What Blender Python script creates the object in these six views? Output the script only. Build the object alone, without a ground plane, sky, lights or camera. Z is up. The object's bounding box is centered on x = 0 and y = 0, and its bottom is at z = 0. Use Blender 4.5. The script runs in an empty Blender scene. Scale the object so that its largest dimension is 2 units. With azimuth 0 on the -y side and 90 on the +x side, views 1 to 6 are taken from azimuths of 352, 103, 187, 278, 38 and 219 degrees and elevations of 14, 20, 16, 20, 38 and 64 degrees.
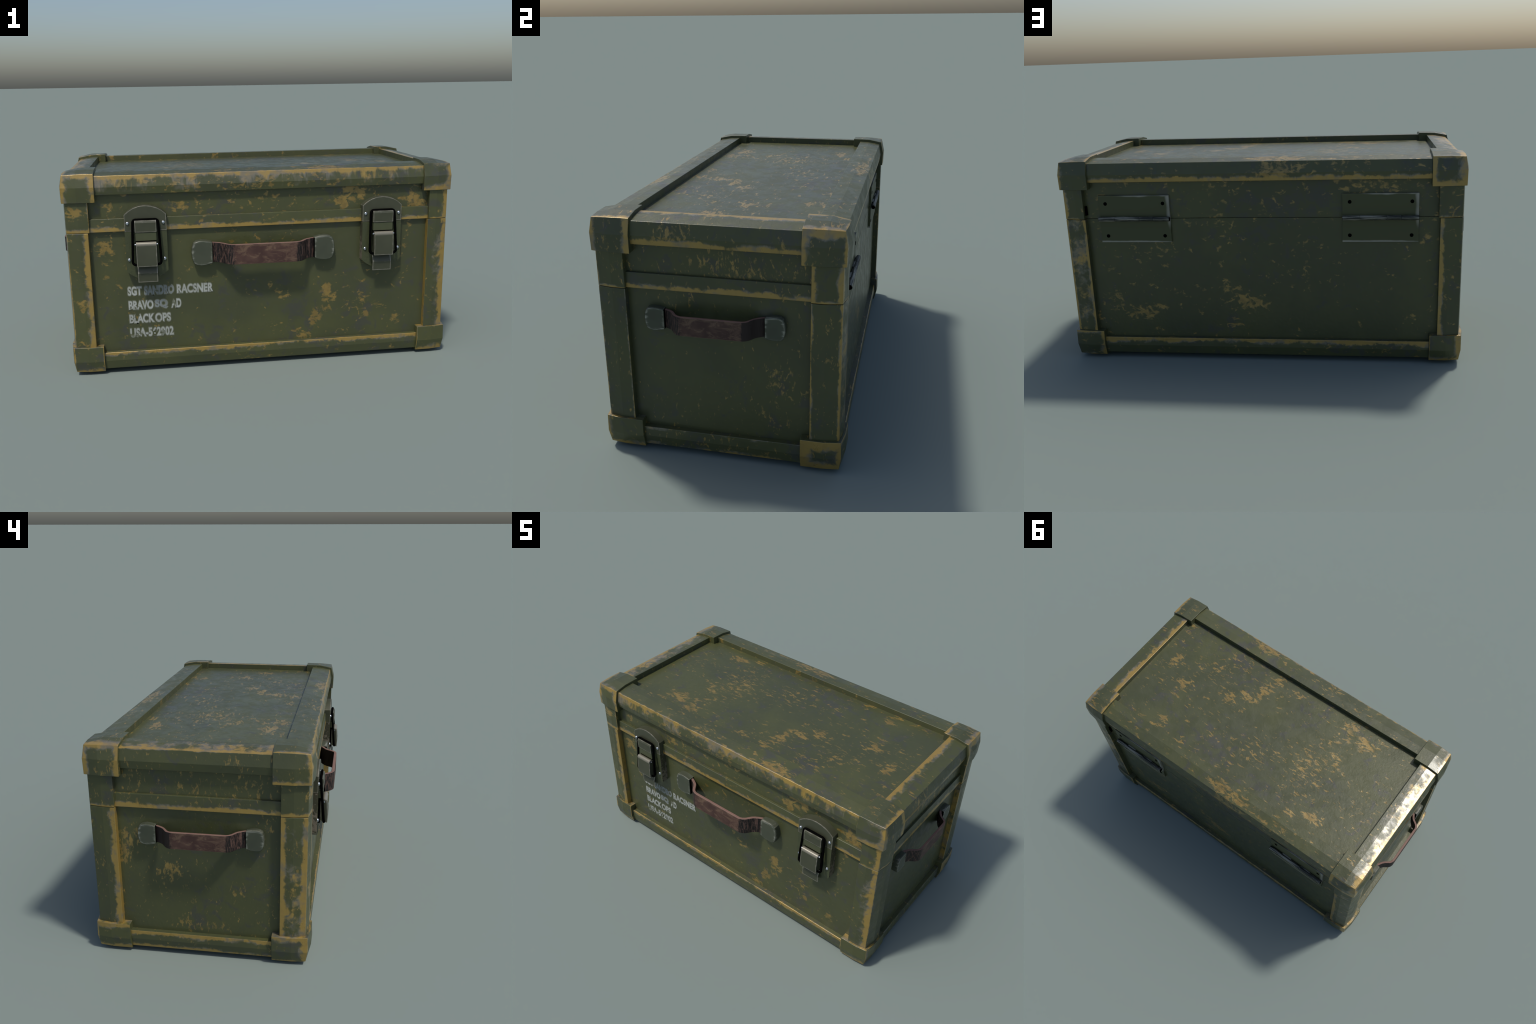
"""Worn olive storage trunk: panelled base and lid, edge rails, corner posts and
guards, two draw latches, three leather handles, two butt hinges, stencilled rows."""
import bpy, bmesh, math
from mathutils import Vector, Matrix

# ------------------------------------------------------------------ dimensions (metres)
CY = 0.0265                      # the box is set back a little: the front handle stands out
PX, PYF, PYB = 0.9265, -0.4300, 0.4835        # flat panels
Z_SPLIT = 0.7205                 # lid / base seam
Z_TOP = 0.9720                    # recessed top panel
Z_BOT = 0.042                    # recessed underside
DY = 0.4685                      # y half size = x half size - DY

# ------------------------------------------------------------------ node helpers
class Nodes:
    def __init__(self, name):
        self.mat = bpy.data.materials.new(name)
        self.mat.use_nodes = True
        self.t = self.mat.node_tree
        self.t.nodes.clear()
        self.out = self.t.nodes.new("ShaderNodeOutputMaterial")
        self.bsdf = self.t.nodes.new("ShaderNodeBsdfPrincipled")
        self.t.links.new(self.bsdf.outputs[0], self.out.inputs[0])
        self.pos = self.t.nodes.new("ShaderNodeTexCoord").outputs["Object"]
        self._xyz = self._nrm = None

    def put(self, sock, v):
        if isinstance(v, bpy.types.NodeSocket):
            self.t.links.new(v, sock)
        elif v is not None:
            if sock.type == 'RGBA' and len(v) == 3:
                v = (*v, 1)
            sock.default_value = v

    def math(self, op, a, b=None, c=None, clamp=False):
        n = self.t.nodes.new("ShaderNodeMath"); n.operation = op; n.use_clamp = clamp
        for s, v in zip(n.inputs, (a, b, c)):
            self.put(s, v)
        return n.outputs[0]

    def xyz(self):
        if not self._xyz:
            n = self.t.nodes.new("ShaderNodeSeparateXYZ"); self.put(n.inputs[0], self.pos)
            self._xyz = n.outputs
        return self._xyz

    def normal(self):
        if not self._nrm:
            g = self.t.nodes.new("ShaderNodeNewGeometry")
            n = self.t.nodes.new("ShaderNodeSeparateXYZ"); self.put(n.inputs[0], g.outputs["True Normal"])
            self._nrm = n.outputs
        return self._nrm

    def mapping(self, loc=(0, 0, 0), rot=(0, 0, 0), scale=(1, 1, 1), vec=None):
        n = self.t.nodes.new("ShaderNodeMapping")
        self.put(n.inputs["Vector"], vec or self.pos)
        n.inputs["Location"].default_value = loc
        n.inputs["Rotation"].default_value = rot
        n.inputs["Scale"].default_value = scale
        return n.outputs[0]

    def noise(self, scale, detail=2, rough=0.5, dist=0.0, vec=None):
        n = self.t.nodes.new("ShaderNodeTexNoise")
        self.put(n.inputs["Vector"], vec or self.pos)
        n.inputs["Scale"].default_value = scale
        n.inputs["Detail"].default_value = detail
        n.inputs["Roughness"].default_value = rough
        n.inputs["Distortion"].default_value = dist
        return n.outputs["Fac"]

    def step(self, v, lo, hi, a=0.0, b=1.0):
        n = self.t.nodes.new("ShaderNodeMapRange"); n.interpolation_type = 'SMOOTHSTEP'
        self.put(n.inputs[0], v)
        for i, x in zip((1, 2, 3, 4), (lo, hi, a, b)):
            n.inputs[i].default_value = x
        return n.outputs[0]

    def mix(self, f, a, b):
        n = self.t.nodes.new("ShaderNodeMix"); n.data_type = 'RGBA'
        self.put(n.inputs[0], f); self.put(n.inputs[6], a); self.put(n.inputs[7], b)
        return n.outputs[2]

    def maxi(self, vals):
        r = vals[0]
        for v in vals[1:]:
            r = self.math('MAXIMUM', r, v)
        return r

    def bump(self, h, strength=0.2, dist=0.002):
        n = self.t.nodes.new("ShaderNodeBump")
        n.inputs["Strength"].default_value = strength
        n.inputs["Distance"].default_value = dist
        self.put(n.inputs["Height"], h)
        self.put(self.bsdf.inputs["Normal"], n.outputs[0])

    def edge_mask(self, radius):
        """1 - cos between the rounded and the true normal: picks out arrises of the piece."""
        b = self.t.nodes.new("ShaderNodeBevel"); b.samples = 12
        b.inputs["Radius"].default_value = radius
        g = self.t.nodes.new("ShaderNodeNewGeometry")
        d = self.t.nodes.new("ShaderNodeVectorMath"); d.operation = 'DOT_PRODUCT'
        self.put(d.inputs[0], b.outputs[0]); self.put(d.inputs[1], g.outputs["True Normal"])
        return self.math('SUBTRACT', 1.0, d.outputs["Value"])

    def set(self, **kw):
        names = dict(color="Base Color", rough="Roughness", metal="Metallic", spec="Specular IOR Level", coat="Coat Weight")
        for k, v in kw.items():
            self.put(self.bsdf.inputs[names[k]], v)
        return self.mat


OLIVE = (0.070, 0.0755, 0.0280)
OLIVE_DARK = (0.057, 0.0635, 0.0280)
STAIN = (0.054, 0.055, 0.047)
OCHRE = (0.325, 0.212, 0.050)
OCHRE_EDGE = (0.355, 0.232, 0.050)
BARE = (0.185, 0.170, 0.140)
SILVER = (0.32, 0.31, 0.28)

AX = {'x': 0, 'y': 1, 'z': 2}


def paint(name, edges=(), patches=(), chips=1.0, seed=0.0, ragged=1.0, grey=1.0, widen=1.2, drip=1.0):
    """Olive paint with chips down to ochre primer and bare metal.
    edges: (axis, position, reach, strength[, face normal such as '-y']) worn arrises;
    patches: (centre, radii, strength) where chips gather."""
    m = Nodes(name)
    off = (seed * 3.1, seed * 1.7, seed * 2.3)
    warp = m.mapping(loc=off)
    low = m.noise(2.6, 3, 0.55, 0.3, warp)
    col = m.mix(m.step(low, 0.38, 0.64), OLIVE, OLIVE_DARK)
    # greyish rubbed blotches
    blot = m.math('ADD', m.noise(17, 3, 0.62, 0.5, warp), m.math('MULTIPLY', m.math('SUBTRACT', m.noise(3.3, 1, vec=warp), 0.5), 0.55))
    col = m.mix(m.step(blot, 0.55, 0.70, 0, 0.7), col, STAIN)
    # chips: short ragged dabs and thin strokes, gathered where the patches are
    diag = m.mapping(loc=off, rot=(0.5, 0.35, 0.6), scale=(0.9, 2.1, 1.0))
    dab = m.noise(25, 2.5, 0.58, 0.6, diag)
    fine = m.noise(58, 2, 0.6, 0.7, m.mapping(loc=off, rot=(-0.4, 0.9, -0.5), scale=(0.6, 1.5, 1)))
    gather = m.math('SUBTRACT', m.noise(3.7, 1.5, 0.5, 0, m.mapping(loc=(off[0] + 5, off[1], off[2]))), 0.5)
    v = m.math('ADD', m.math('MULTIPLY', dab, 0.62), m.math('MULTIPLY', fine, 0.38))
    v = m.math('MULTIPLY_ADD', gather, 0.2, v)
    for c, r, s in patches:
        r = r if isinstance(r, tuple) else (r, r, r)
        d = m.mapping(loc=tuple(-a / b for a, b in zip(c, r)), scale=tuple(1 / b for b in r))
        ln = m.t.nodes.new("ShaderNodeVectorMath"); ln.operation = 'LENGTH'; m.put(ln.inputs[0], d)
        v = m.math('ADD', v, m.step(ln.outputs["Value"], 0.1, 1.15, 1.0 * s, 0.0))
    v = m.math('ADD', v, 0.03 * (chips - 1.0))
    chip = m.step(v, 0.578, 0.692)
    chip_col = m.mix(m.step(m.noise(31, 2, vec=warp), 0.42, 0.62), OCHRE, tuple(0.74 * c for c in OCHRE))
    col = m.mix(m.math('MULTIPLY', chip, 0.80), col, chip_col)
    if edges:
        masks = []
        for e in edges:
            ax, p, w, s = e[:4]
            if w > 0.011:
                w, s = w * widen, s + 0.12
            d = m.math('ABSOLUTE', m.math('SUBTRACT', m.xyz()[AX[ax]], p))
            k = m.math('MULTIPLY_ADD', d, -s / w, s)
            k = m.math('MAXIMUM', k, 0.0)
            if len(e) > 4:
                f = e[4]
                nn = m.math('MULTIPLY', m.normal()[AX[f[1]]], -1.0 if f[0] == '-' else 1.0)
                k = m.math('MULTIPLY', k, m.math('GREATER_THAN', nn, 0.55))
            masks.append(k)
        e = m.maxi(masks)
        rag = m.noise(30, 3, 0.6, 0.5, m.mapping(loc=off, scale=(1, 1, drip)))
        run = m.noise(7, 2, 0.5, 0, warp)
        t = m.math('MULTIPLY_ADD', m.math('SUBTRACT', rag, 0.5), 1.45 * ragged, m.math('MINIMUM', e, 0.98))
        t = m.math('MULTIPLY_ADD', m.math('SUBTRACT', run, 0.5), 1.6 * ragged, t)
        t = m.math('MULTIPLY', t, m.step(e, 0.0, 0.12))
        bare = m.step(t, 0.12, 0.62, 0, 0.75 * grey)
        pick = m.noise(12, 3, 0.55, 0.2, m.mapping(loc=(off[0], off[1] + 9, off[2])))
        bare = m.math('MULTIPLY', bare, m.step(pick, 0.40, 0.60))
        och = m.step(t, 0.40, 0.82, 0, 0.93)
        och = m.math('MULTIPLY', och, m.step(pick, 0.70, 0.54, 0.25, 1.0))
        col = m.mix(bare, col, BARE)
        col = m.mix(och, col, m.mix(m.step(rag, 0.35, 0.6), OCHRE, OCHRE_EDGE))
        worn = m.math('MAXIMUM', m.math('MAXIMUM', bare, och), chip)
    else:
        worn = chip
    grain = m.math('ADD', m.math('MULTIPLY', m.noise(75, 3, 0.65), 0.55), m.math('MULTIPLY', m.noise(26, 3, 0.6, 0.8), 0.75))
    m.bump(m.math('MULTIPLY_ADD', worn, -0.35, grain), 0.31, 0.003)
    gloss = m.math('MULTIPLY', m.step(m.noise(15, 4, 0.65, 0.6, warp), 0.35, 0.65, 0.32, 0.46), m.step(worn, 0, 1, 1.0, 0.85))
    return m.set(color=col, rough=gloss, metal=m.step(worn, 0, 1, 0.04, 0.28), spec=m.step(worn, 0, 1, 0.55, 1.0))


def plain(name, color, rough=0.5, metal=0.0, spec=0.5):
    return Nodes(name).set(color=color, rough=rough, metal=metal, spec=spec)


def latch_metal(name, base, radius, lo, hi, edge=SILVER, streak=(1, 1, 1), scale=40, amp=0.6):
    m = Nodes(name)
    n = m.noise(scale, 3, 0.6, 0.4, m.mapping(scale=streak))
    e = m.math('MULTIPLY_ADD', m.math('SUBTRACT', n, 0.5), amp, m.math('POWER', m.math('MAXIMUM', m.edge_mask(radius), 0.0), 0.5))
    col = m.mix(m.step(m.noise(14, 3, 0.6), 0.42, 0.62), base, tuple(0.9 * b for b in base))
    k = m.step(e, lo, hi)
    m.bump(n, 0.1, 0.001)
    return m.set(color=m.mix(k, col, edge), rough=m.step(k, 0, 1, 0.45, 0.32), metal=m.step(k, 0, 1, 0.06, 0.40))


def cracked_metal(name):
    """Flaked side of a latch plate: dark with short pale crumbs, clean on its front."""
    m = Nodes(name)
    front = m.math('LESS_THAN', m.normal()[1], -0.6)
    n = m.noise(70, 4, 0.65, 0.5)
    low = m.math('MULTIPLY', m.step(m.xyz()[2], 0.70, 0.54), 0.16)
    rough = m.step(m.math('ADD', n, low), 0.55, 0.66)
    side = m.mix(rough, (0.060, 0.058, 0.036), (0.20, 0.17, 0.13))
    col = m.mix(front, side, m.mix(m.step(m.noise(18, 3), 0.45, 0.6), (0.062, 0.071, 0.032), (0.056, 0.064, 0.030)))
    m.bump(n, 0.5, 0.003)
    return m.set(color=col, rough=0.42, metal=0.15)


def leather(name):
    m = Nodes(name)
    x, y, z = m.xyz()
    base = m.mix(m.step(m.noise(9, 3, 0.6), 0.4, 0.62), (0.056, 0.027, 0.022), (0.080, 0.042, 0.032))
    rub = m.noise(15, 5, 0.72, 0.8, m.mapping(scale=(1, 1, 2.2)))
    col = m.mix(m.step(rub, 0.46, 0.64, 0, 0.6), base, (0.185, 0.118, 0.075))
    # paler pinkish rim along the long edges of the strap
    rim = m.step(m.math('ABSOLUTE', z), 0.046, 0.0495, 0, 0.8)
    col = m.mix(rim, col, (0.21, 0.125, 0.10))
    # the bent ends are cracked: near-black with upright brown fibres
    ax = m.math('ABSOLUTE', x)
    bend = m.step(m.math('MULTIPLY_ADD', m.noise(70, 2, vec=m.mapping(scale=(1, 1, 0.5))), 0.03, ax), 0.163, 0.176)
    fibre = m.noise(150, 4, 0.68, 0.5, m.mapping(scale=(1.0, 1.0, 0.20)))
    crack = m.mix(m.step(fibre, 0.45, 0.66), (0.008, 0.006, 0.006), (0.125, 0.070, 0.054))
    facing = m.math('GREATER_THAN', m.math('MULTIPLY', m.normal()[1], -1.0), 0.3)
    flank = m.math('LESS_THAN', m.math('ABSOLUTE', m.normal()[2]), 0.6)
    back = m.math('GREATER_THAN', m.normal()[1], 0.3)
    col = m.mix(m.math('MULTIPLY', bend, flank), col, crack)
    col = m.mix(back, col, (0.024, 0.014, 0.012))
    m.bump(m.math('ADD', m.math('MULTIPLY', fibre, bend), m.math('MULTIPLY', rub, 0.2)), 0.5, 0.004)
    return m.set(color=col, rough=0.6, spec=0.35)


def stencil(name, color, cover):
    m = Nodes(name)
    n = m.math('ADD', m.math('MULTIPLY', m.noise(38, 3, 0.6), 0.6), m.math('MULTIPLY', m.noise(7, 2), 0.4))
    k = m.step(n, 0.36, 0.60, cover, cover * 0.72)
    rubbed = m.step(m.noise(15, 3, 0.6, 0.4, m.mapping(loc=(2.4, 0, 1.3))), 0.61, 0.66, 0, 0.75)
    col = m.mix(k, OLIVE, color)
    return m.set(color=m.mix(rubbed, col, OLIVE), rough=0.6, spec=0.3)


# ------------------------------------------------------------------ mesh helpers
ROOT = bpy.data.objects.new("storage_trunk", None)
bpy.context.scene.collection.objects.link(ROOT)
ROOT["label"] = "worn olive military-style storage trunk with leather handles and metal latches"
ROOT["category"] = "trunk"


def add(name, me, mats, parent=ROOT, loc=None, bevel=0.0, segs=2, angle=40, smooth=True):
    o = bpy.data.objects.new(name, me)
    bpy.context.scene.collection.objects.link(o)
    o.parent = parent
    if loc:
        o.location = loc
    if not me.materials:
        for mt in (mats if isinstance(mats, (list, tuple)) else [mats]):
            me.materials.append(mt)
    if bevel:
        b = o.modifiers.new("soft_edge", 'BEVEL')
        b.width = bevel; b.segments = segs; b.limit_method = 'ANGLE'; b.angle_limit = math.radians(angle)
        b.harden_normals = True
    return o


def finish(bm, name, smooth=True, sharp=25):
    bmesh.ops.recalc_face_normals(bm, faces=bm.faces)
    me = bpy.data.meshes.new(name)
    bm.to_mesh(me); bm.free()
    if smooth:
        me.shade_smooth()
        me.set_sharp_from_angle(angle=math.radians(sharp))
    return me


def box(name, lo, hi):
    bm = bmesh.new()
    bmesh.ops.create_cube(bm, size=1)
    for v in bm.verts:
        v.co = Vector([(a + b) / 2 + c * (b - a) for a, b, c in zip(lo, hi, v.co)])
    return finish(bm, name)


def prism(name, profile, axis, a, b, sharp=3):
    """Extrude a closed profile along x, y or z. Profile pairs are the two other axes in order."""
    bm = bmesh.new()
    ring = []
    for t in (a, b):
        row = []
        for p in profile:
            c = list(p); c.insert(AX[axis], t)
            row.append(bm.verts.new(c))
        ring.append(row)
    n = len(profile)
    for i in range(n):
        bm.faces.new((ring[0][i], ring[0][(i + 1) % n], ring[1][(i + 1) % n], ring[1][i]))
    bm.faces.new(ring[0]); bm.faces.new(ring[1])
    return finish(bm, name, sharp=sharp)


def tube(name, path, radius, closed=True, sides=10):
    bm = bmesh.new()
    n = len(path); rows = []
    for i, p in enumerate(path):
        p = Vector(p)
        nx = Vector(path[(i + 1) % n]) if closed or i < n - 1 else p
        pv = Vector(path[i - 1]) if closed or i else p
        t = (nx - pv).normalized()
        u = Vector((0, 1, 0)); u = (u - t * u.dot(t)).normalized(); w = t.cross(u)
        rows.append([bm.verts.new(p + radius * (math.cos(k) * u + math.sin(k) * w))
                     for k in (2 * math.pi * j / sides for j in range(sides))])
    for i in range(n if closed else n - 1):
        r0, r1 = rows[i], rows[(i + 1) % n]
        for j in range(sides):
            bm.faces.new((r0[j], r0[(j + 1) % sides], r1[(j + 1) % sides], r1[j]))
    if not closed:
        bm.faces.new(rows[0]); bm.faces.new(rows[-1])
    return finish(bm, name, sharp=50)


def cylinder(bm, centre, axis, radius, length, sides=20):
    r = {'x': Matrix.Rotation(math.pi / 2, 4, 'Y'), 'y': Matrix.Rotation(math.pi / 2, 4, 'X'), 'z': Matrix()}[axis]
    return bmesh.ops.create_cone(bm, cap_ends=True, segments=sides, radius1=radius, radius2=radius, depth=length,
                                 matrix=Matrix.Translation(centre) @ r)["verts"]


def sy(half, sign):
    """y of a face that stands as far out as x = half on the ends."""
    return CY + sign * (half - DY)


# ------------------------------------------------------------------ base and lid panels
base_paint = paint("base_panel_paint", seed=0.3, chips=0.6, patches=[
    # front: a ragged stroke falling from right to left
    ((0.33, PYF, 0.375), 0.055, 0.15), ((0.34, PYF, 0.30), 0.07, 0.16), ((0.26, PYF, 0.215), 0.07, 0.15), ((0.19, PYF, 0.14), (0.07, 0.07, 0.04), 0.16),
    ((0.50, PYF, 0.28), 0.10, 0.09), ((0.11, PYF, 0.36), 0.04, 0.16), ((0.08, PYF, 0.18), 0.05, 0.10), ((-0.78, PYF, 0.62), 0.08, 0.11), ((0.70, PYF, 0.22), 0.06, 0.10),
    # left end
    ((-PX, 0.35, 0.57), 0.08, 0.15), ((-PX, 0.37, 0.48), 0.07, 0.13), ((-PX, 0.15, 0.42), (0.1, 0.08, 0.05), 0.15), ((-PX, 0.24, 0.56), 0.06, 0.10), ((-PX, -0.27, 0.66), 0.07, 0.15), ((-PX, -0.14, 0.33), 0.05, 0.12), ((-PX, 0.10, 0.16), 0.09, 0.10),
    # back
    ((0.16, PYB, 0.38), (0.05, 0.1, 0.06), 0.15), ((0.09, PYB, 0.31), (0.08, 0.1, 0.08), 0.20), ((0.0, PYB, 0.29), 0.06, 0.14), ((0.61, PYB, 0.23), (0.1, 0.1, 0.06), 0.19), ((0.74, PYB, 0.30), 0.08, 0.13), ((0.52, PYB, 0.27), 0.07, 0.10), ((0.22, PYB, 0.48), (0.09, 0.1, 0.03), 0.12), ((0.13, PYB, 0.16), 0.07, 0.10),
    # right end: hardly any
    ((PX, 0.27, 0.38), 0.08, 0.08), ((PX, 0.25, 0.18), 0.08, 0.08)])
base = add("base", box("base", (-PX, PYF, Z_BOT), (PX, PYB, Z_SPLIT - 0.0012)), base_paint)

lid_paint = paint("lid_panel_paint", seed=1.7, chips=1.5, patches=[
    ((0.46, PYF, 0.86), (0.08, 0.1, 0.06), 0.17), ((0.41, PYF, 0.81), 0.06, 0.15), ((0.77, PYF, 0.82), 0.06, 0.15), ((-0.43, PYF, 0.82), (0.09, 0.1, 0.05), 0.11),
    # top: an arc of scuffs near the middle, a second cluster at the left, one at the back
    ((0.30, -0.03, Z_TOP), (0.09, 0.05, 0.1), 0.15), ((0.20, -0.10, Z_TOP), (0.09, 0.06, 0.1), 0.16), ((0.15, -0.20, Z_TOP), (0.06, 0.09, 0.1), 0.14), ((0.13, -0.29, Z_TOP), (0.06, 0.06, 0.1), 0.10),
    ((-0.40, -0.28, Z_TOP), (0.05, 0.05, 0.1), 0.14), ((-0.53, -0.23, Z_TOP), (0.09, 0.06, 0.1), 0.16), ((-0.47, -0.03, Z_TOP), (0.08, 0.08, 0.1), 0.11),
    ((-0.55, 0.31, Z_TOP), (0.09, 0.05, 0.1), 0.14), ((-0.42, 0.36, Z_TOP), (0.07, 0.04, 0.1), 0.11), ((0.52, 0.32, Z_TOP), (0.05, 0.09, 0.1), 0.11),
    ((0.73, -0.05, Z_TOP), (0.05, 0.07, 0.1), 0.12), ((0.55, 0.05, Z_TOP), (0.09, 0.07, 0.1), 0.09), ((0.35, 0.42, Z_TOP), 0.08, 0.12), ((-0.3, 0.1, Z_TOP), (0.2, 0.2, 0.1), 0.06),
    ((PX, 0.1, 0.83), (0.1, 0.3, 0.08), 0.05), ((-PX, 0.0, 0.83), (0.1, 0.3, 0.08), 0.02), ((-0.55, PYB, 0.86), (0.3, 0.1, 0.05), 0.06)])
lid = add("lid", box("lid", (-PX, PYF, Z_SPLIT + 0.0012), (PX, PYB, Z_TOP)), lid_paint)

# ------------------------------------------------------------------ rails along the edges
LID_X = (-0.800, 0.811)          # inner faces of the lid guards, left and right
TOP_RAIL = [(0.841, 0.90), (0.948, 0.900), (0.954, 0.937), (0.943, 0.990), (0.884, 1.001), (0.841, 1.003)]
LOW_RAIL = [(0.86, 0.109), (0.950, 0.110), (0.952, 0.068), (0.944, 0.025), (0.884, 0.019), (0.841, 0.019), (0.841, 0.06)]


def rail_y(name, prof, sign, x0, x1, mat, parent):
    pts = [(sy(0.832 if h == 0.841 else h, sign), z) for h, z in prof]       # long rails are a touch wider
    return add(name, prism(name, pts, 'x', x0, x1), mat, parent, bevel=0.0022)


def rail_x(name, prof, sign, y0, y1, mat, parent):
    return add(name, prism(name, [(sign * h, z) for h, z in prof], 'y', y0, y1), mat, parent, bevel=0.0022)


GI0, GI1 = -0.300, 0.352         # inner faces of the guards, front and back
rail_y("lid_rail", TOP_RAIL, -1, LID_X[0] - 0.03, LID_X[1] + 0.03, paint(
    "lid_rail_front_paint", seed=2.1, drip=0.3, edges=[('z', 0.991, 0.030, 1.0, '-y'), ('y', sy(0.943, -1), 0.010, 0.75, '+z'), ('z', 0.99, 0.075, 0.42, '-y')],
    patches=[((0.05, -0.45, 0.94), (0.3, 0.1, 0.08), 0.08), ((-0.45, -0.45, 0.95), (0.2, 0.05, 0.06), 0.07), ((0.32, -0.43, 1.0), (0.15, 0.05, 0.05), 0.14), ((-0.16, -0.42, 1.0), (0.12, 0.05, 0.05), 0.09)]), lid)
rail_y("lid_rail", TOP_RAIL, 1, LID_X[0] - 0.03, LID_X[1] + 0.03, paint(
    "lid_rail_back_paint", seed=3.4, drip=0.3, edges=[('z', 0.899, 0.027, 1.35, '+y')],
    patches=[((-0.08, 0.50, 0.94), (0.15, 0.06, 0.07), 0.14), ((-0.03, 0.46, 1.0), (0.12, 0.06, 0.05), 0.15), ((-0.16, 0.47, 1.0), (0.10, 0.05, 0.05), 0.13), ((0.5, 0.47, 0.95), (0.25, 0.1, 0.1), 0.06), ((-0.45, 0.47, 1.0), (0.25, 0.08, 0.05), 0.05)]), lid)
rail_x("lid_rail", TOP_RAIL, 1, GI0 - 0.03, GI1 + 0.03, paint(
    "lid_rail_right_paint", seed=4.2, drip=0.4, edges=[('z', 0.899, 0.028, 1.35, '+x'), ('x', 0.842, 0.036, 1.0, '+z')],
    patches=[((0.94, -0.15, 0.92), (0.1, 0.12, 0.08), 0.13)]), lid)
rail_x("lid_rail", TOP_RAIL, -1, GI0 - 0.03, GI1 + 0.03, paint(
    "lid_rail_left_paint", seed=5.6, edges=[('x', -0.944, 0.030, 1.15, '+z'), ('x', -0.935, 0.08, 0.45, '+z'), ('z', 0.991, 0.008, 0.7, '-x')]), lid)

for sgn, nm in ((-1, "front"), (1, "back")):
    ed = [('z', 0.111, 0.024, 1.0, '-y'), ('y', sy(0.95, -1), 0.007, 0.9, '+z')] if sgn < 0 else [('z', 0.111, 0.030, 1.05, '+y'), ('y', sy(0.95, 1), 0.006, 0.8, '+z')]
    rail_y("bottom_rail", LOW_RAIL, sgn, -0.83, 0.83, paint(f"bottom_rail_{nm}_paint", seed=6 + sgn, edges=ed), base)
rail_x("bottom_rail", LOW_RAIL, -1, GI0 - 0.03, GI1 + 0.03, paint("bottom_rail_left_paint", seed=8.3, edges=[('z', 0.108, 0.026, 1.1, '-x'), ('z', 0.020, 0.030, 1.15, '-x')]), base)
rail_x("bottom_rail", LOW_RAIL, 1, GI0 - 0.03, GI1 + 0.03, paint("bottom_rail_right_paint", seed=9.1, edges=[('z', 0.111, 0.014, 0.35, '+x'), ('z', 0.022, 0.02, 0.5, '+x')], patches=[((0.94, 0.1, 0.06), (0.1, 0.3, 0.06), 0.06)]), base)

# trim strip along the lower edge of the lid: front and both ends, none at the back
TRIM = [(0.90, 0.7205), (0.941, 0.7205), (0.938, 0.784), (0.90, 0.784)]
trim_w = [('z', 0.720, 0.026, 1.2)]
rail_y("lid_trim", TRIM, -1, -0.86, 0.86, paint("lid_trim_front_paint", seed=10.4, edges=trim_w), lid)
rail_x("lid_trim", TRIM, -1, -0.36, 0.41, paint("lid_trim_left_paint", seed=11.2, edges=trim_w), lid)
rail_x("lid_trim", TRIM, 1, -0.36, 0.41, paint("lid_trim_right_paint", seed=12.7, edges=trim_w), lid)

# ------------------------------------------------------------------ corner posts
def post(name, sx, s_y, inner_x, z0, z1, mat, parent):
    """L corner seen from outside; both faces bow out very slightly at mid width."""
    inner_y = CY + s_y * 0.3605
    pts = [(sx * 0.80, CY + s_y * 0.33), (inner_x, CY + s_y * 0.33), (inner_x, sy(0.954, s_y)),
           (sx * 0.884, sy(0.954, s_y)), (sx * 0.9425, sy(0.9435, s_y)),
           (sx * 0.954, CY + s_y * 0.415), (sx * 0.954, inner_y), (sx * 0.80, inner_y)]
    return add(name, prism(name, pts, 'z', z0, z1), mat, parent, bevel=0.0022)


IY0, IY1, OY0, OY1 = CY - 0.3605, CY + 0.3605, sy(0.9435, -1), sy(0.9435, 1)
low_wear = {
    (-1, -1): dict(edges=[('x', -0.842, 0.034, 1.3, '-y'), ('x', -0.942, 0.006, 0.8, '-y'), ('y', IY0, 0.030, 1.15, '-x'), ('y', OY0, 0.030, 1.2, '-x'), ('y', -0.39, 0.06, 0.22, '-x'), ('x', -0.842, 0.004, 1.2, '+x')], patches=[((-0.89, -0.45, 0.36), (0.06, 0.05, 0.06), 0.12)]),
    (1, -1): dict(edges=[('x', 0.942, 0.040, 1.2, '-y'), ('x', 0.92, 0.05, 0.45, '-y'), ('x', 0.842, 0.01, 1.1, '-x'), ('y', IY0, 0.010, 0.7, '+x'), ('y', OY0, 0.010, 0.75, '+x')]),
    (1, 1): dict(edges=[('x', 0.842, 0.018, 1.0, '+y'), ('x', 0.942, 0.016, 1.0, '+y'), ('x', 0.89, 0.07, 0.36, '+y'), ('y', IY1, 0.012, 1.0, '+x'), ('y', OY1, 0.012, 1.0, '+x'), ('y', 0.36, 0.05, 1.2, '-y')]),
    (-1, 1): dict(edges=[('x', -0.842, 0.026, 1.15, '+y'), ('y', IY1, 0.032, 1.25, '-x'), ('y', IY1, 0.005, 1.1, '-y')]),
}
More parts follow.
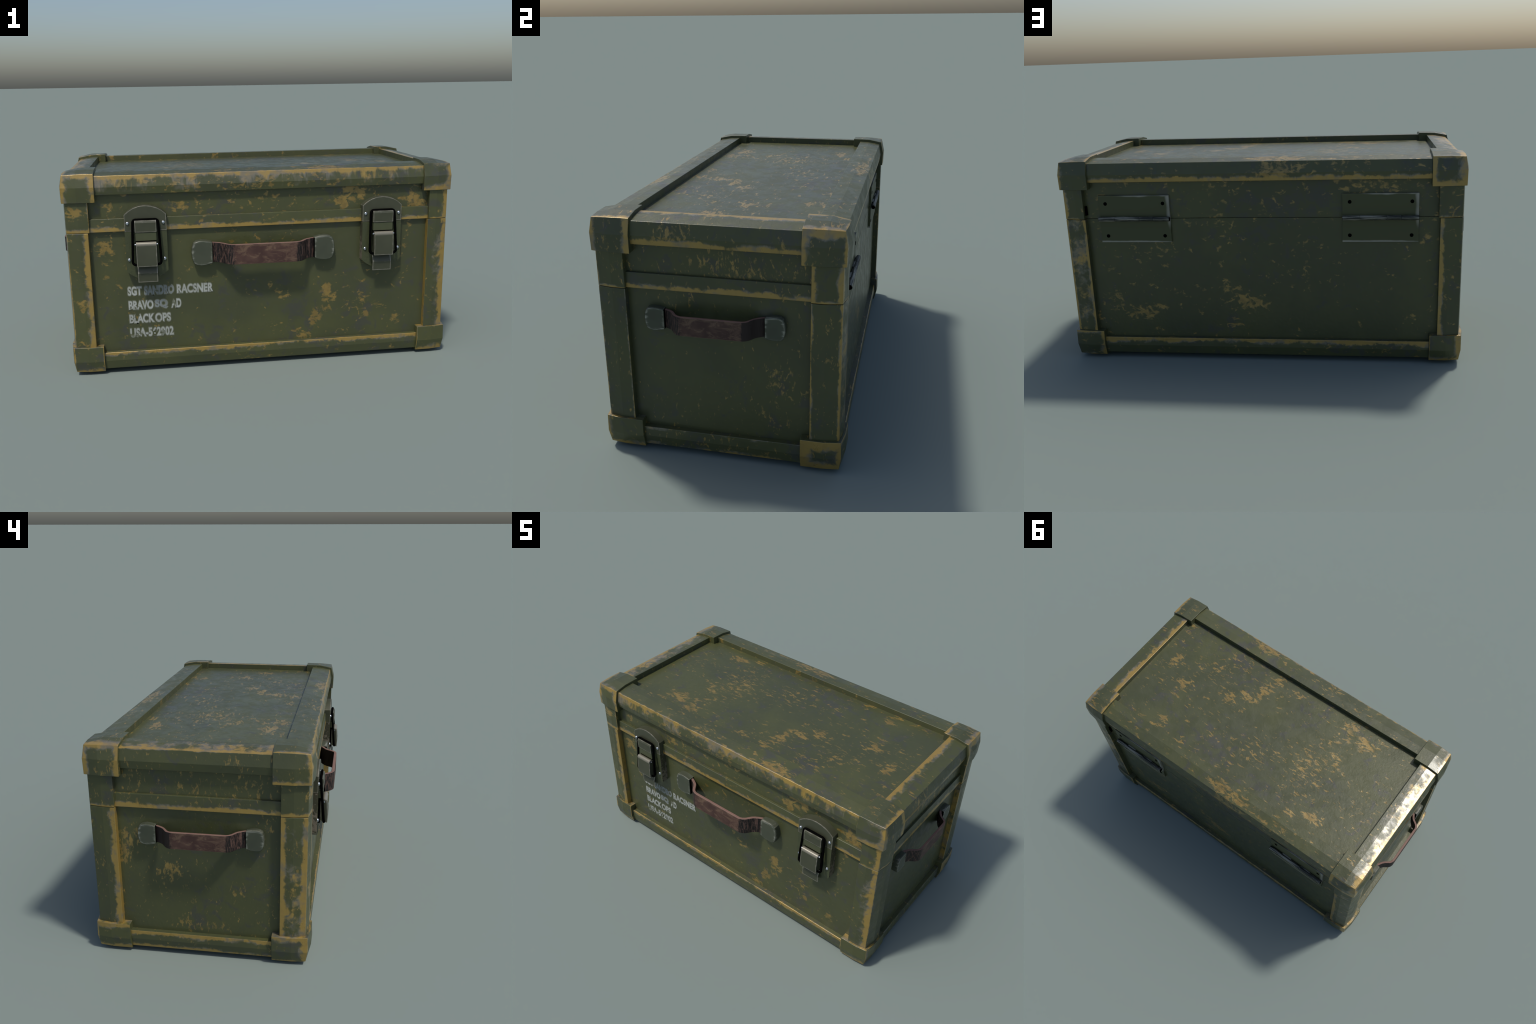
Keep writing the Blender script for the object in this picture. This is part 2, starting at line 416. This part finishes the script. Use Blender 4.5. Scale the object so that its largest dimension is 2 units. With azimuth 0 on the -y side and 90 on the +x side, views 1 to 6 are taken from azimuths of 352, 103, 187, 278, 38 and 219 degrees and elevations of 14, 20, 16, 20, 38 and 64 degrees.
lid_wear = {
    (-1, -1): dict(edges=[('z', 0.7205, 0.022, 1.1), ('x', -0.835, 0.01, 0.8, '-y')], patches=[((-0.91, -0.45, 0.82), (0.07, 0.05, 0.04), 0.18)]),
    (1, -1): dict(edges=[('x', 0.942, 0.030, 1.0, '-y'), ('z', 0.7205, 0.012, 0.8), ('y', OY0, 0.008, 0.7, '+x')]),
    (1, 1): dict(edges=[('x', 0.942, 0.024, 1.0, '+y'), ('z', 0.7205, 0.014, 0.9), ('y', IY1, 0.026, 1.1, '+x'), ('y', OY1, 0.026, 1.15, '+x')]),
    (-1, 1): dict(edges=[('z', 0.7205, 0.020, 1.05)]),
}
k = 20.0
for (sx, s_y), w in low_wear.items():
    k += 1.3
    post("corner_post", sx, s_y, sx * 0.842, 0.10, Z_SPLIT - 0.0008, paint("corner_post_paint", seed=k, **w), base)
for (sx, s_y), w in lid_wear.items():
    k += 1.3
    post("lid_post", sx, s_y, -0.835 if sx < 0 else 0.846, Z_SPLIT + 0.0008, 0.90, paint("lid_post_paint", seed=k, **w), lid)

# ------------------------------------------------------------------ pillowed corner guards
def guard(name, sx, s_y, inner_x, top, mat, parent):
    """Cube-like cap over a corner. Each outer side is a 2 x 2 grid whose outer corner is drawn in.
    Heights are written for the lid and mirrored for the base."""
    def pt(i, j, h):
        # i, j: 0 inner, 1 crease, 2 outer corner along x and y; h: 0 open rim, 1 middle, 2 closed rim
        xs = (abs(inner_x), 0.884, None); ys = (0.3255, 0.884 - DY, None)
        fx = {0: (0.966, 0.9665, 0.951), 1: (0.966, 0.9665, 0.951), 2: (0.9545, 0.9555, 0.947)}[j][h]
        fy = {0: (0.964, 0.9665, 0.952), 1: (0.964, 0.9665, 0.952), 2: (0.954, 0.9555, 0.947)}[i][h] - DY
        x = fx if i == 2 else xs[i]
        y = fy if j == 2 else ys[j]
        e = max(i, j)
        if h == 2:
            z = {(0, 0): 1.0165, (0, 1): 1.0150, (1, 0): 1.0150, (1, 1): 1.0140, (2, 2): 0.9985}.get((i, j), 1.0015)
        else:
            z = (0.8675, 0.940)[h]
        if not top:
            z = 1.0165 - z if h != 0 else 0.1465
            z = {1: 0.0720}.get(h, z)
        return Vector((sx * x, CY + s_y * y, z))
    bm = bmesh.new(); V = {}
    def v(i, j, h):
        if (i, j, h) not in V:
            V[i, j, h] = bm.verts.new(pt(i, j, h))
        return V[i, j, h]
    for a in (0, 1):
        for b in (0, 1):
            bm.faces.new((v(a, b, 2), v(a + 1, b, 2), v(a + 1, b + 1, 2), v(a, b + 1, 2)))      # cap
            bm.faces.new((v(2, a, b), v(2, a + 1, b), v(2, a + 1, b + 1), v(2, a, b + 1)))      # end side
            bm.faces.new((v(a, 2, b), v(a + 1, 2, b), v(a + 1, 2, b + 1), v(a, 2, b + 1)))      # long side
            bm.faces.new((v(0, a, b), v(0, a + 1, b), v(0, a + 1, b + 1), v(0, a, b + 1)))      # inner rims
            bm.faces.new((v(a, 0, b), v(a + 1, 0, b), v(a + 1, 0, b + 1), v(a, 0, b + 1)))
            bm.faces.new((v(a, b, 0), v(a + 1, b, 0), v(a + 1, b + 1, 0), v(a, b + 1, 0)))      # open rim
    return add(name, finish(bm, name, sharp=3), mat, parent, bevel=0.0022, angle=30)


GX, GY0, GY1 = 0.955, sy(0.955, -1), sy(0.955, 1)
ZR, ZT = 0.8675, 1.0
top_wear = {
    (-1, -1): [('x', -GX, 0.030, 1.0, '-y'), ('x', -0.80, 0.030, 1.2, '-y'), ('z', ZT, 0.020, 0.8, '-y'), ('z', ZR, 0.022, 1.2, '-x'), ('y', GY0, 0.022, 0.95, '-x'), ('y', GY0, 0.02, 0.55, '+z'), ('x', -GX, 0.02, 0.9, '+z')],
    (1, -1): [('x', GX, 0.028, 1.0, '-y'), ('z', ZR, 0.030, 1.0, '-y'), ('z', ZT, 0.022, 0.6, '-y'), ('y', GI0, 0.026, 1.25, '+x'), ('y', GY0, 0.022, 1.0, '+x'), ('x', GX, 0.030, 1.1, '+z'), ('y', GY0, 0.022, 0.6, '+z'), ('x', 0.811, 0.004, 0.9, '-y')],
    (1, 1): [('y', GI1, 0.030, 1.1, '+x'), ('z', ZT, 0.030, 1.1, '+x'), ('y', GY1, 0.016, 1.0, '+x'), ('x', GX, 0.022, 0.9, '+y'), ('x', GX, 0.024, 1.0, '+z'), ('x', 0.811, 0.020, 0.85, '+z'), ('y', GY1, 0.016, 0.6, '+z')],
    (-1, 1): [('x', -0.80, 0.026, 1.2, '+y'), ('x', -GX, 0.034, 1.1, '+y'), ('z', ZR, 0.036, 1.15, '+y'), ('z', ZT, 0.012, 0.7, '+y'), ('y', GI1, 0.026, 1.05, '-x'), ('y', GY1, 0.022, 1.1, '-x'), ('z', ZT, 0.018, 0.8, '-x'), ('x', -GX, 0.036, 0.9, '+z')],
}
bot_wear = {
    (-1, -1): [('x', -0.806, 0.008, 1.0, '-y'), ('x', -0.95, 0.007, 0.9, '-y'), ('z', 0.010, 0.024, 0.75, '-y'), ('z', 0.1465, 0.024, 0.85, '-x'), ('y', GY0, 0.030, 1.15, '-x'), ('z', 0.010, 0.018, 0.85, '-x'), ('z', 0.1465, 0.002, 0.55, '+z')],
    (1, -1): [('z', 0.010, 0.032, 0.72, '-y'), ('x', 0.806, 0.006, 1.0, '-y'), ('z', 0.010, 0.030, 0.7, '+x'), ('y', GY0, 0.02, 0.7, '+x'), ('z', 0.1465, 0.002, 0.55, '+z')],
    (1, 1): [('y', GI1, 0.046, 1.35, '+x'), ('z', 0.1465, 0.042, 1.3, '+x'), ('z', 0.010, 0.042, 1.3, '+x'), ('y', GY1, 0.03, 1.0, '+x'), ('x', 0.806, 0.030, 1.0, '+y'), ('z', 0.1465, 0.016, 0.9, '+y'), ('z', 0.01, 0.016, 0.8, '+y')],
    (-1, 1): [('x', -GX, 0.024, 1.1, '+y'), ('z', 0.010, 0.026, 1.0, '+y'), ('x', -0.806, 0.008, 0.9, '+y'), ('z', 0.1465, 0.022, 1.1, '-x'), ('z', 0.010, 0.026, 1.15, '-x'), ('y', GY1, 0.010, 1.0, '-x'), ('z', 0.1465, 0.002, 0.55, '+z')],
}
for (sx, s_y), ed in top_wear.items():
    k += 1.3
    guard("lid_corner_guard", sx, s_y, LID_X[0] if sx < 0 else LID_X[1], True, paint("lid_guard_paint", seed=k, edges=ed, ragged=0.8, widen=1.5), lid)
for (sx, s_y), ed in bot_wear.items():
    k += 1.3
    guard("base_corner_guard", sx, s_y, sx * 0.806, False, paint("base_guard_paint", seed=k, edges=ed, ragged=0.8, widen=1.5), base)

# ------------------------------------------------------------------ draw latches
BLACK = plain("black_steel", (0.0025, 0.0025, 0.0025), 0.9, 0, 0.0)
HOLE = plain("dark_hole", (0.002, 0.002, 0.002), 1.0, 0, 0.0)
CHROME = plain("bright_screw_steel", (0.52, 0.55, 0.60), 0.25, 0.9)
GUNMETAL = latch_metal("latch_steel", (0.055, 0.059, 0.035), 0.010, 0.20, 0.34, edge=(0.30, 0.28, 0.235))
PLATE_LOW = cracked_metal("latch_plate_flaked_steel")
LW, LZ = 0.0995, 0.6655


def arch(z0, rise, up):
    r = (LW ** 2 + rise ** 2) / (2 * rise)
    a = math.asin(LW / r)
    out = []
    for i in range(9):
        t = -a + 2 * a * i / 8
        out.append((r * math.sin(t), z0 + up * (r * math.cos(t) - r + rise)))
    return out


def screw_mesh():
    bm = bmesh.new()
    rings = [(0.0084, 0.0), (0.0082, -0.0028), (0.0066, -0.0052), (0.0036, -0.0066)]
    prev = None
    for r, y in rings:
        row = [bm.verts.new((r * math.cos(t), y, r * math.sin(t))) for t in (2 * math.pi * i / 16 for i in range(16))]
        if prev:
            for i in range(16):
                bm.faces.new((prev[i], prev[(i + 1) % 16], row[(i + 1) % 16], row[i]))
        else:
            bm.faces.new(row)
        prev = row
    bm.faces.new(prev)
    return finish(bm, "latch_screw", sharp=60)


def lever_mesh():
    """Toggle lever: rolled top, face leaning out towards its lower end."""
    prof = [(-0.478, 0.566), (-0.515, 0.558), (-0.5165, 0.600), (-0.512, 0.650)]
    c, r = (-0.4985, 0.6625), 0.0125
    prof += [(c[0] - r * math.cos(t), c[1] + r * math.sin(t)) for t in (math.radians(a) for a in (0, 25, 50, 75, 100, 130))]
    prof += [(-0.482, 0.668)]
    return prism("latch_lever", prof, 'x', -0.0485, 0.0485, sharp=35)


def bail_path():
    """Wire loop: rounded rectangle, wider and further out at its foot."""
    zt, zb, wt, wb, rad = 0.781, 0.5655, 0.0605, 0.0675, 0.015
    out = []
    for cx, cz, a0 in ((wb - rad, zb + rad, 270), (wt - rad, zt - rad, 0), (-(wt - rad), zt - rad, 90), (-(wb - rad), zb + rad, 180)):
        for i in range(6):
            t = math.radians(a0 + 90 * i / 5)
            z = cz + rad * math.sin(t)
            out.append((cx + rad * math.cos(t), -0.480 - 0.020 * (zt - z) / (zt - zb), z))
    return out


low_me = prism("latch_plate", [(-LW, 0.7225)] + arch(0.527, 0.043, -1) + [(LW, 0.7225)], 'y', -0.415, -0.471, sharp=35)
top_me = prism("latch_keeper_plate", [(-LW, 0.7240)] + arch(0.804, 0.043, 1) + [(LW, 0.7240)], 'y', -0.415, -0.4715, sharp=35)
body_me = prism("latch_body", [(-0.465, 0.680), (-0.490, 0.680), (-0.4905, 0.720), (-0.487, 0.7205), (-0.465, 0.7205)], 'x', -0.0495, 0.0495)
seat_me = box("latch_seat", (-0.0485, -0.4815, 0.556), (0.0485, -0.466, 0.669))
gap_me = box("latch_dark_strip", (-0.0475, -0.4850, 0.666), (0.0475, -0.466, 0.684))  # solid near-black block between the lever top and the latch body
bm = bmesh.new(); cylinder(bm, (0, -0.5000, 0.6640), 'x', 0.0128, 0.0955, 24)
roll_me = finish(bm, "latch_roll_highlight", sharp=50)
hook_me = prism("latch_hook", [(-0.465, 0.722), (-0.4935, 0.722), (-0.4945, 0.768), (-0.490, 0.7785), (-0.465, 0.7785)], 'x', -0.0510, 0.0510)
lever_me = lever_mesh()
tab_me = prism("latch_tab", [(-0.468, 0.575), (-0.476, 0.553), (-0.4905, 0.519), (-0.4875, 0.474), (-0.4845, 0.474), (-0.4865, 0.520), (-0.470, 0.560)], 'x', -0.0475, 0.0475)
bail_me = tube("latch_bail", bail_path(), 0.0062)
screw_me = screw_mesh()
bm = bmesh.new(); cylinder(bm, (0, -0.4985, 0.6645), 'x', 0.0042, 0.109, 12)
pin_me = finish(bm, "latch_pin", sharp=50)
ROLL = plain("roll_highlight_steel", (0.22, 0.205, 0.16), 0.30, 0.25)  # lightened to show the bright highlight along the lever top
PANEL_GREEN = latch_metal("latch_body_paint", (0.066, 0.075, 0.036), 0.004, 0.32, 0.5, edge=(0.16, 0.16, 0.10), streak=(0.3, 1, 4))
for cx in (-0.571, 0.597):
    latch = add("latch", low_me, PLATE_LOW, ROOT, (cx, 0, 0))
    add("latch_keeper_plate", top_me, GUNMETAL, latch, bevel=0.001)
    add("latch_body", body_me, PANEL_GREEN, latch, bevel=0.001)
    add("latch_hook", hook_me, GUNMETAL, latch, bevel=0.001)
    add("latch_lever", lever_me, GUNMETAL, latch, bevel=0.001)
    add("latch_tab", tab_me, GUNMETAL, latch, bevel=0.0006, segs=1)
    add("latch_bail", bail_me, BLACK, latch)
    add("latch_seat", seat_me, BLACK, latch)
    add("latch_dark_strip", gap_me, HOLE, latch)
    add("latch_roll_highlight", roll_me, ROLL, latch, bevel=0.001)
    add("latch_pin", pin_me, CHROME, latch)
    for dx in (-0.0845, 0.0845):
        for z in (0.7635, 0.5855):
            add("latch_screw", screw_me, CHROME, latch, (dx, -0.4712, z))

# ------------------------------------------------------------------ leather handles
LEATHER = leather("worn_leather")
BRACKET = latch_metal("bracket_steel", (0.058, 0.066, 0.043), 0.034, 0.36, 0.58, edge=(0.34, 0.34, 0.29), streak=(0.4, 1, 2.0), scale=30, amp=1.5)


def bracket_mesh(sign):
    """Blunt D-shaped end cap, open and dark on the side the strap leaves it."""
    half = [(0.2535, 0.0525), (0.283, 0.0605), (0.310, 0.0630), (0.333, 0.0595), (0.347, 0.0500), (0.3545, 0.028), (0.3575, 0.0)]
    pts = half + [(x, -z) for x, z in reversed(half[:-1])]
    me = prism("handle_bracket", [(sign * x, z) for x, z in pts], 'y', 0.004, -0.0455, sharp=35)
    me.materials.append(BRACKET); me.materials.append(HOLE)
    for p in me.polygons:
        if sign * p.normal.x < -0.95:
            p.material_index = 1
    return me


def strap_mesh():
    """Flat strap with smoothly cranked ends, swept along its middle line."""
    ctrl = [(-0.268, -0.014), (-0.250, -0.022), (-0.233, -0.0305), (-0.217, -0.0405), (-0.205, -0.0515), (-0.1945, -0.066), (-0.1835, -0.081), (-0.172, -0.0905), (-0.156, -0.0965), (-0.140, -0.0968)]
    ctrl = ctrl + [(0.0, -0.0968)] + [(-x, y) for x, y in reversed(ctrl)]
    th, h = 0.0078, 0.0497
    bm = bmesh.new(); rows = []
    for i, p in enumerate(ctrl):
        a, b = Vector(ctrl[max(i - 1, 0)]), Vector(ctrl[min(i + 1, len(ctrl) - 1)])
        t = (b - a).normalized(); n = Vector((t.y, -t.x))        # outward
        rows.append([bm.verts.new((p[0] + s * th * n.x, p[1] + s * th * n.y, z)) for s, z in ((1, -h), (1, h), (-1, h), (-1, -h))])
    for r0, r1 in zip(rows, rows[1:]):
        for j in range(4):
            bm.faces.new((r0[j], r0[(j + 1) % 4], r1[(j + 1) % 4], r1[j]))
    bm.faces.new(rows[0]); bm.faces.new(rows[-1])
    return finish(bm, "handle", sharp=40)


strap_me, br_me = strap_mesh(), (bracket_mesh(-1), bracket_mesh(1))
S = 0.778
for loc, rot, sc in (((0.0, -0.4225, 0.5992), 0.0, 1.0), ((0.919, 0.0155, 0.6030), math.pi / 2, S), ((-0.919, 0.0125, 0.6020), -math.pi / 2, S)):
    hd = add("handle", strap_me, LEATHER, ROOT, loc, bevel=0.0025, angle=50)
    hd.rotation_euler = (0, 0, rot); hd.scale = (sc, sc, sc)
    for me in br_me:
        add("handle_bracket", me, None, hd, bevel=0.005, segs=3, angle=50)

# ------------------------------------------------------------------ butt hinges at the back
m = Nodes("hinge_steel")                                   # silver rubs at a corner, one end and the foot
x, y, z = m.xyz()
ends = m.maxi([m.step(m.math('ABSOLUTE', m.math('SUBTRACT', z, 0.6045)), 0.0, 0.016, 1, 0),
               m.math('MULTIPLY', m.step(m.math('ABSOLUTE', m.math('ADD', x, 0.1745)), 0.004, 0.032, 1, 0), m.step(z, 0.64, 0.72, 0.55, 0.9)),
               m.math('MULTIPLY', m.step(m.math('ABSOLUTE', m.math('SUBTRACT', z, 0.8335)), 0.0, 0.012, 1, 0), 0.7)])
rub = m.noise(9, 2, 0.5, 0.2, m.mapping(scale=(1, 1, 0.6)))
k0 = m.step(m.math('MULTIPLY_ADD', m.math('SUBTRACT', rub, 0.5), 1.6, ends), 0.45, 1.05)
HINGE = m.set(color=m.mix(k0, (0.067, 0.073, 0.031), (0.30, 0.285, 0.235)), rough=0.5, metal=0.0, spec=0.4)  # rub colour warmed to offset blue skylight on the back
m = Nodes("hinge_barrel_steel")
x, y, z = m.xyz()
streaks = m.noise(24, 3, 0.6, 0.2, m.mapping(scale=(0.25, 7, 7)))
m.bump(streaks, 0.5, 0.003)
BARREL = m.set(color=m.mix(m.step(streaks, 0.46, 0.62), (0.022, 0.024, 0.018), (0.30, 0.285, 0.23)), rough=0.5, metal=0.0, spec=0.35)
HW, HY, HZ = 0.1745, 0.4945, 0.7215


def leaf_mesh(z0, z1):
    return box("hinge_leaf", (-HW, PYB - 0.004, z0), (HW, HY, z1))


leaf_lo, leaf_hi = leaf_mesh(0.6045, HZ - 0.0015), leaf_mesh(HZ + 0.0015, 0.8335)
bm = bmesh.new()
edges_x = [-HW, -0.096, -0.030, 0.034, 0.094, HW]
for i, (a, b) in enumerate(zip(edges_x, edges_x[1:])):
    cylinder(bm, ((a + b) / 2, 0.5070, HZ), 'x', 0.0112 - 0.0006 * (i % 2), b - a - 0.0008, 18)
    c = bmesh.ops.create_cube(bm, size=1)["verts"]          # knuckle neck back to its leaf
    for v in c:
        v.co = Vector(((a + b) / 2 + v.co.x * (b - a - 0.0008), 0.496 + v.co.y * 0.020, HZ + (0.005 if i % 2 else -0.005) + v.co.z * 0.009))
barrel_me = finish(bm, "hinge_barrel", sharp=40)
bm = bmesh.new()
for x in (-HW, HW):
    cylinder(bm, (x, 0.5070, HZ), 'x', 0.0095, 0.0024, 16)
cap_me = finish(bm, "hinge_pin", sharp=40)
bm = bmesh.new(); cylinder(bm, (0, 0, 0), 'y', 0.0086, 0.003, 20)
hole_me = finish(bm, "hinge_screw_hole", sharp=40)
for cx in (-0.5715, 0.5995):
    hinge = add("hinge", leaf_hi, HINGE, ROOT, (cx, 0, 0))
    add("hinge_leaf", leaf_lo, HINGE, hinge)
    add("hinge_barrel", barrel_me, BARREL, hinge)
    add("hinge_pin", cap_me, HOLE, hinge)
    for dx in (-0.1435, 0.1405):
        for z in (0.795, 0.636):
            add("hinge_screw_hole", hole_me, HOLE, hinge, (dx, HY, z))
# near-black block on the inner side of the rear right lid post
add("dark_post_block", box("dark_post_block", (0.836, PYB - 0.004, 0.738), (0.8475, 0.4945, 0.783)), HOLE, lid)

# ------------------------------------------------------------------ stencilled rows on the front
WORDS = [("SGT", -0.675, -0.609, 0.3950), ("SANDRO", -0.594, -0.451, 0.3950), ("RACSNER", -0.434, -0.258, 0.3945),
         ("BRAVO", -0.674, -0.556, 0.3215), ("SQ", -0.544, -0.487, 0.3215), ("AD", -0.464, -0.418, 0.3215),
         ("BLACK", -0.674, -0.556, 0.2510), ("OPS", -0.547, -0.473, 0.2510),
         ("USA-562902", -0.674, -0.462, 0.1780)]
INK = stencil("stencil_white", (0.45, 0.47, 0.45), 0.88)
INK_FADED = stencil("stencil_faded", (0.30, 0.34, 0.38), 0.6)
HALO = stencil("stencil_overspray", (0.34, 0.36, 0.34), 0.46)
MIST = stencil("stencil_mist", (0.32, 0.34, 0.32), 0.16)
CAP = 0.0415


def lettering(word, x0, x1, z0, spread, y, thick, mat):
    cu = bpy.data.curves.new("lettering", 'FONT')
    cu.body = word; cu.size = 1.0; cu.offset = 0.0
    cu.space_character = 1.0
    o = bpy.data.objects.new("lettering", cu)
    bpy.context.scene.collection.objects.link(o)
    bpy.context.view_layer.update()
    xs = [v.co for v in o.to_mesh().vertices]
    lo_x, hi_x = min(c.x for c in xs), max(c.x for c in xs)
    lo_z, hi_z = min(c.y for c in xs), max(c.y for c in xs)
    o.to_mesh_clear()
    kx, kz = (x1 - x0) / (hi_x - lo_x), CAP / (hi_z - lo_z)
    cu.offset = spread / kz
    cu.extrude = thick
    bpy.context.view_layer.update()
    me = bpy.data.meshes.new_from_object(o)
    for v in me.vertices:
        c = v.co.copy()
        v.co = (x0 + (c.x - lo_x) * kx, y - c.z, z0 + (c.y - lo_z) * kz)
    bpy.data.objects.remove(o)
    me.name = "lettering"
    me.materials.clear()
    return add("lettering", me, mat, base)


for w, x0, x1, z0 in WORDS:        # three sprayed layers, each tighter and whiter: a soft-edged stencil
    lettering(w, x0, x1, z0, 0.0070, PYF, 0.0005, MIST)
    lettering(w, x0, x1, z0, 0.0046, PYF, 0.0009, HALO)
    lettering(w, x0, x1, z0, 0.0017, PYF, 0.0013, INK_FADED if w in ("SANDRO", "SQ") else INK)
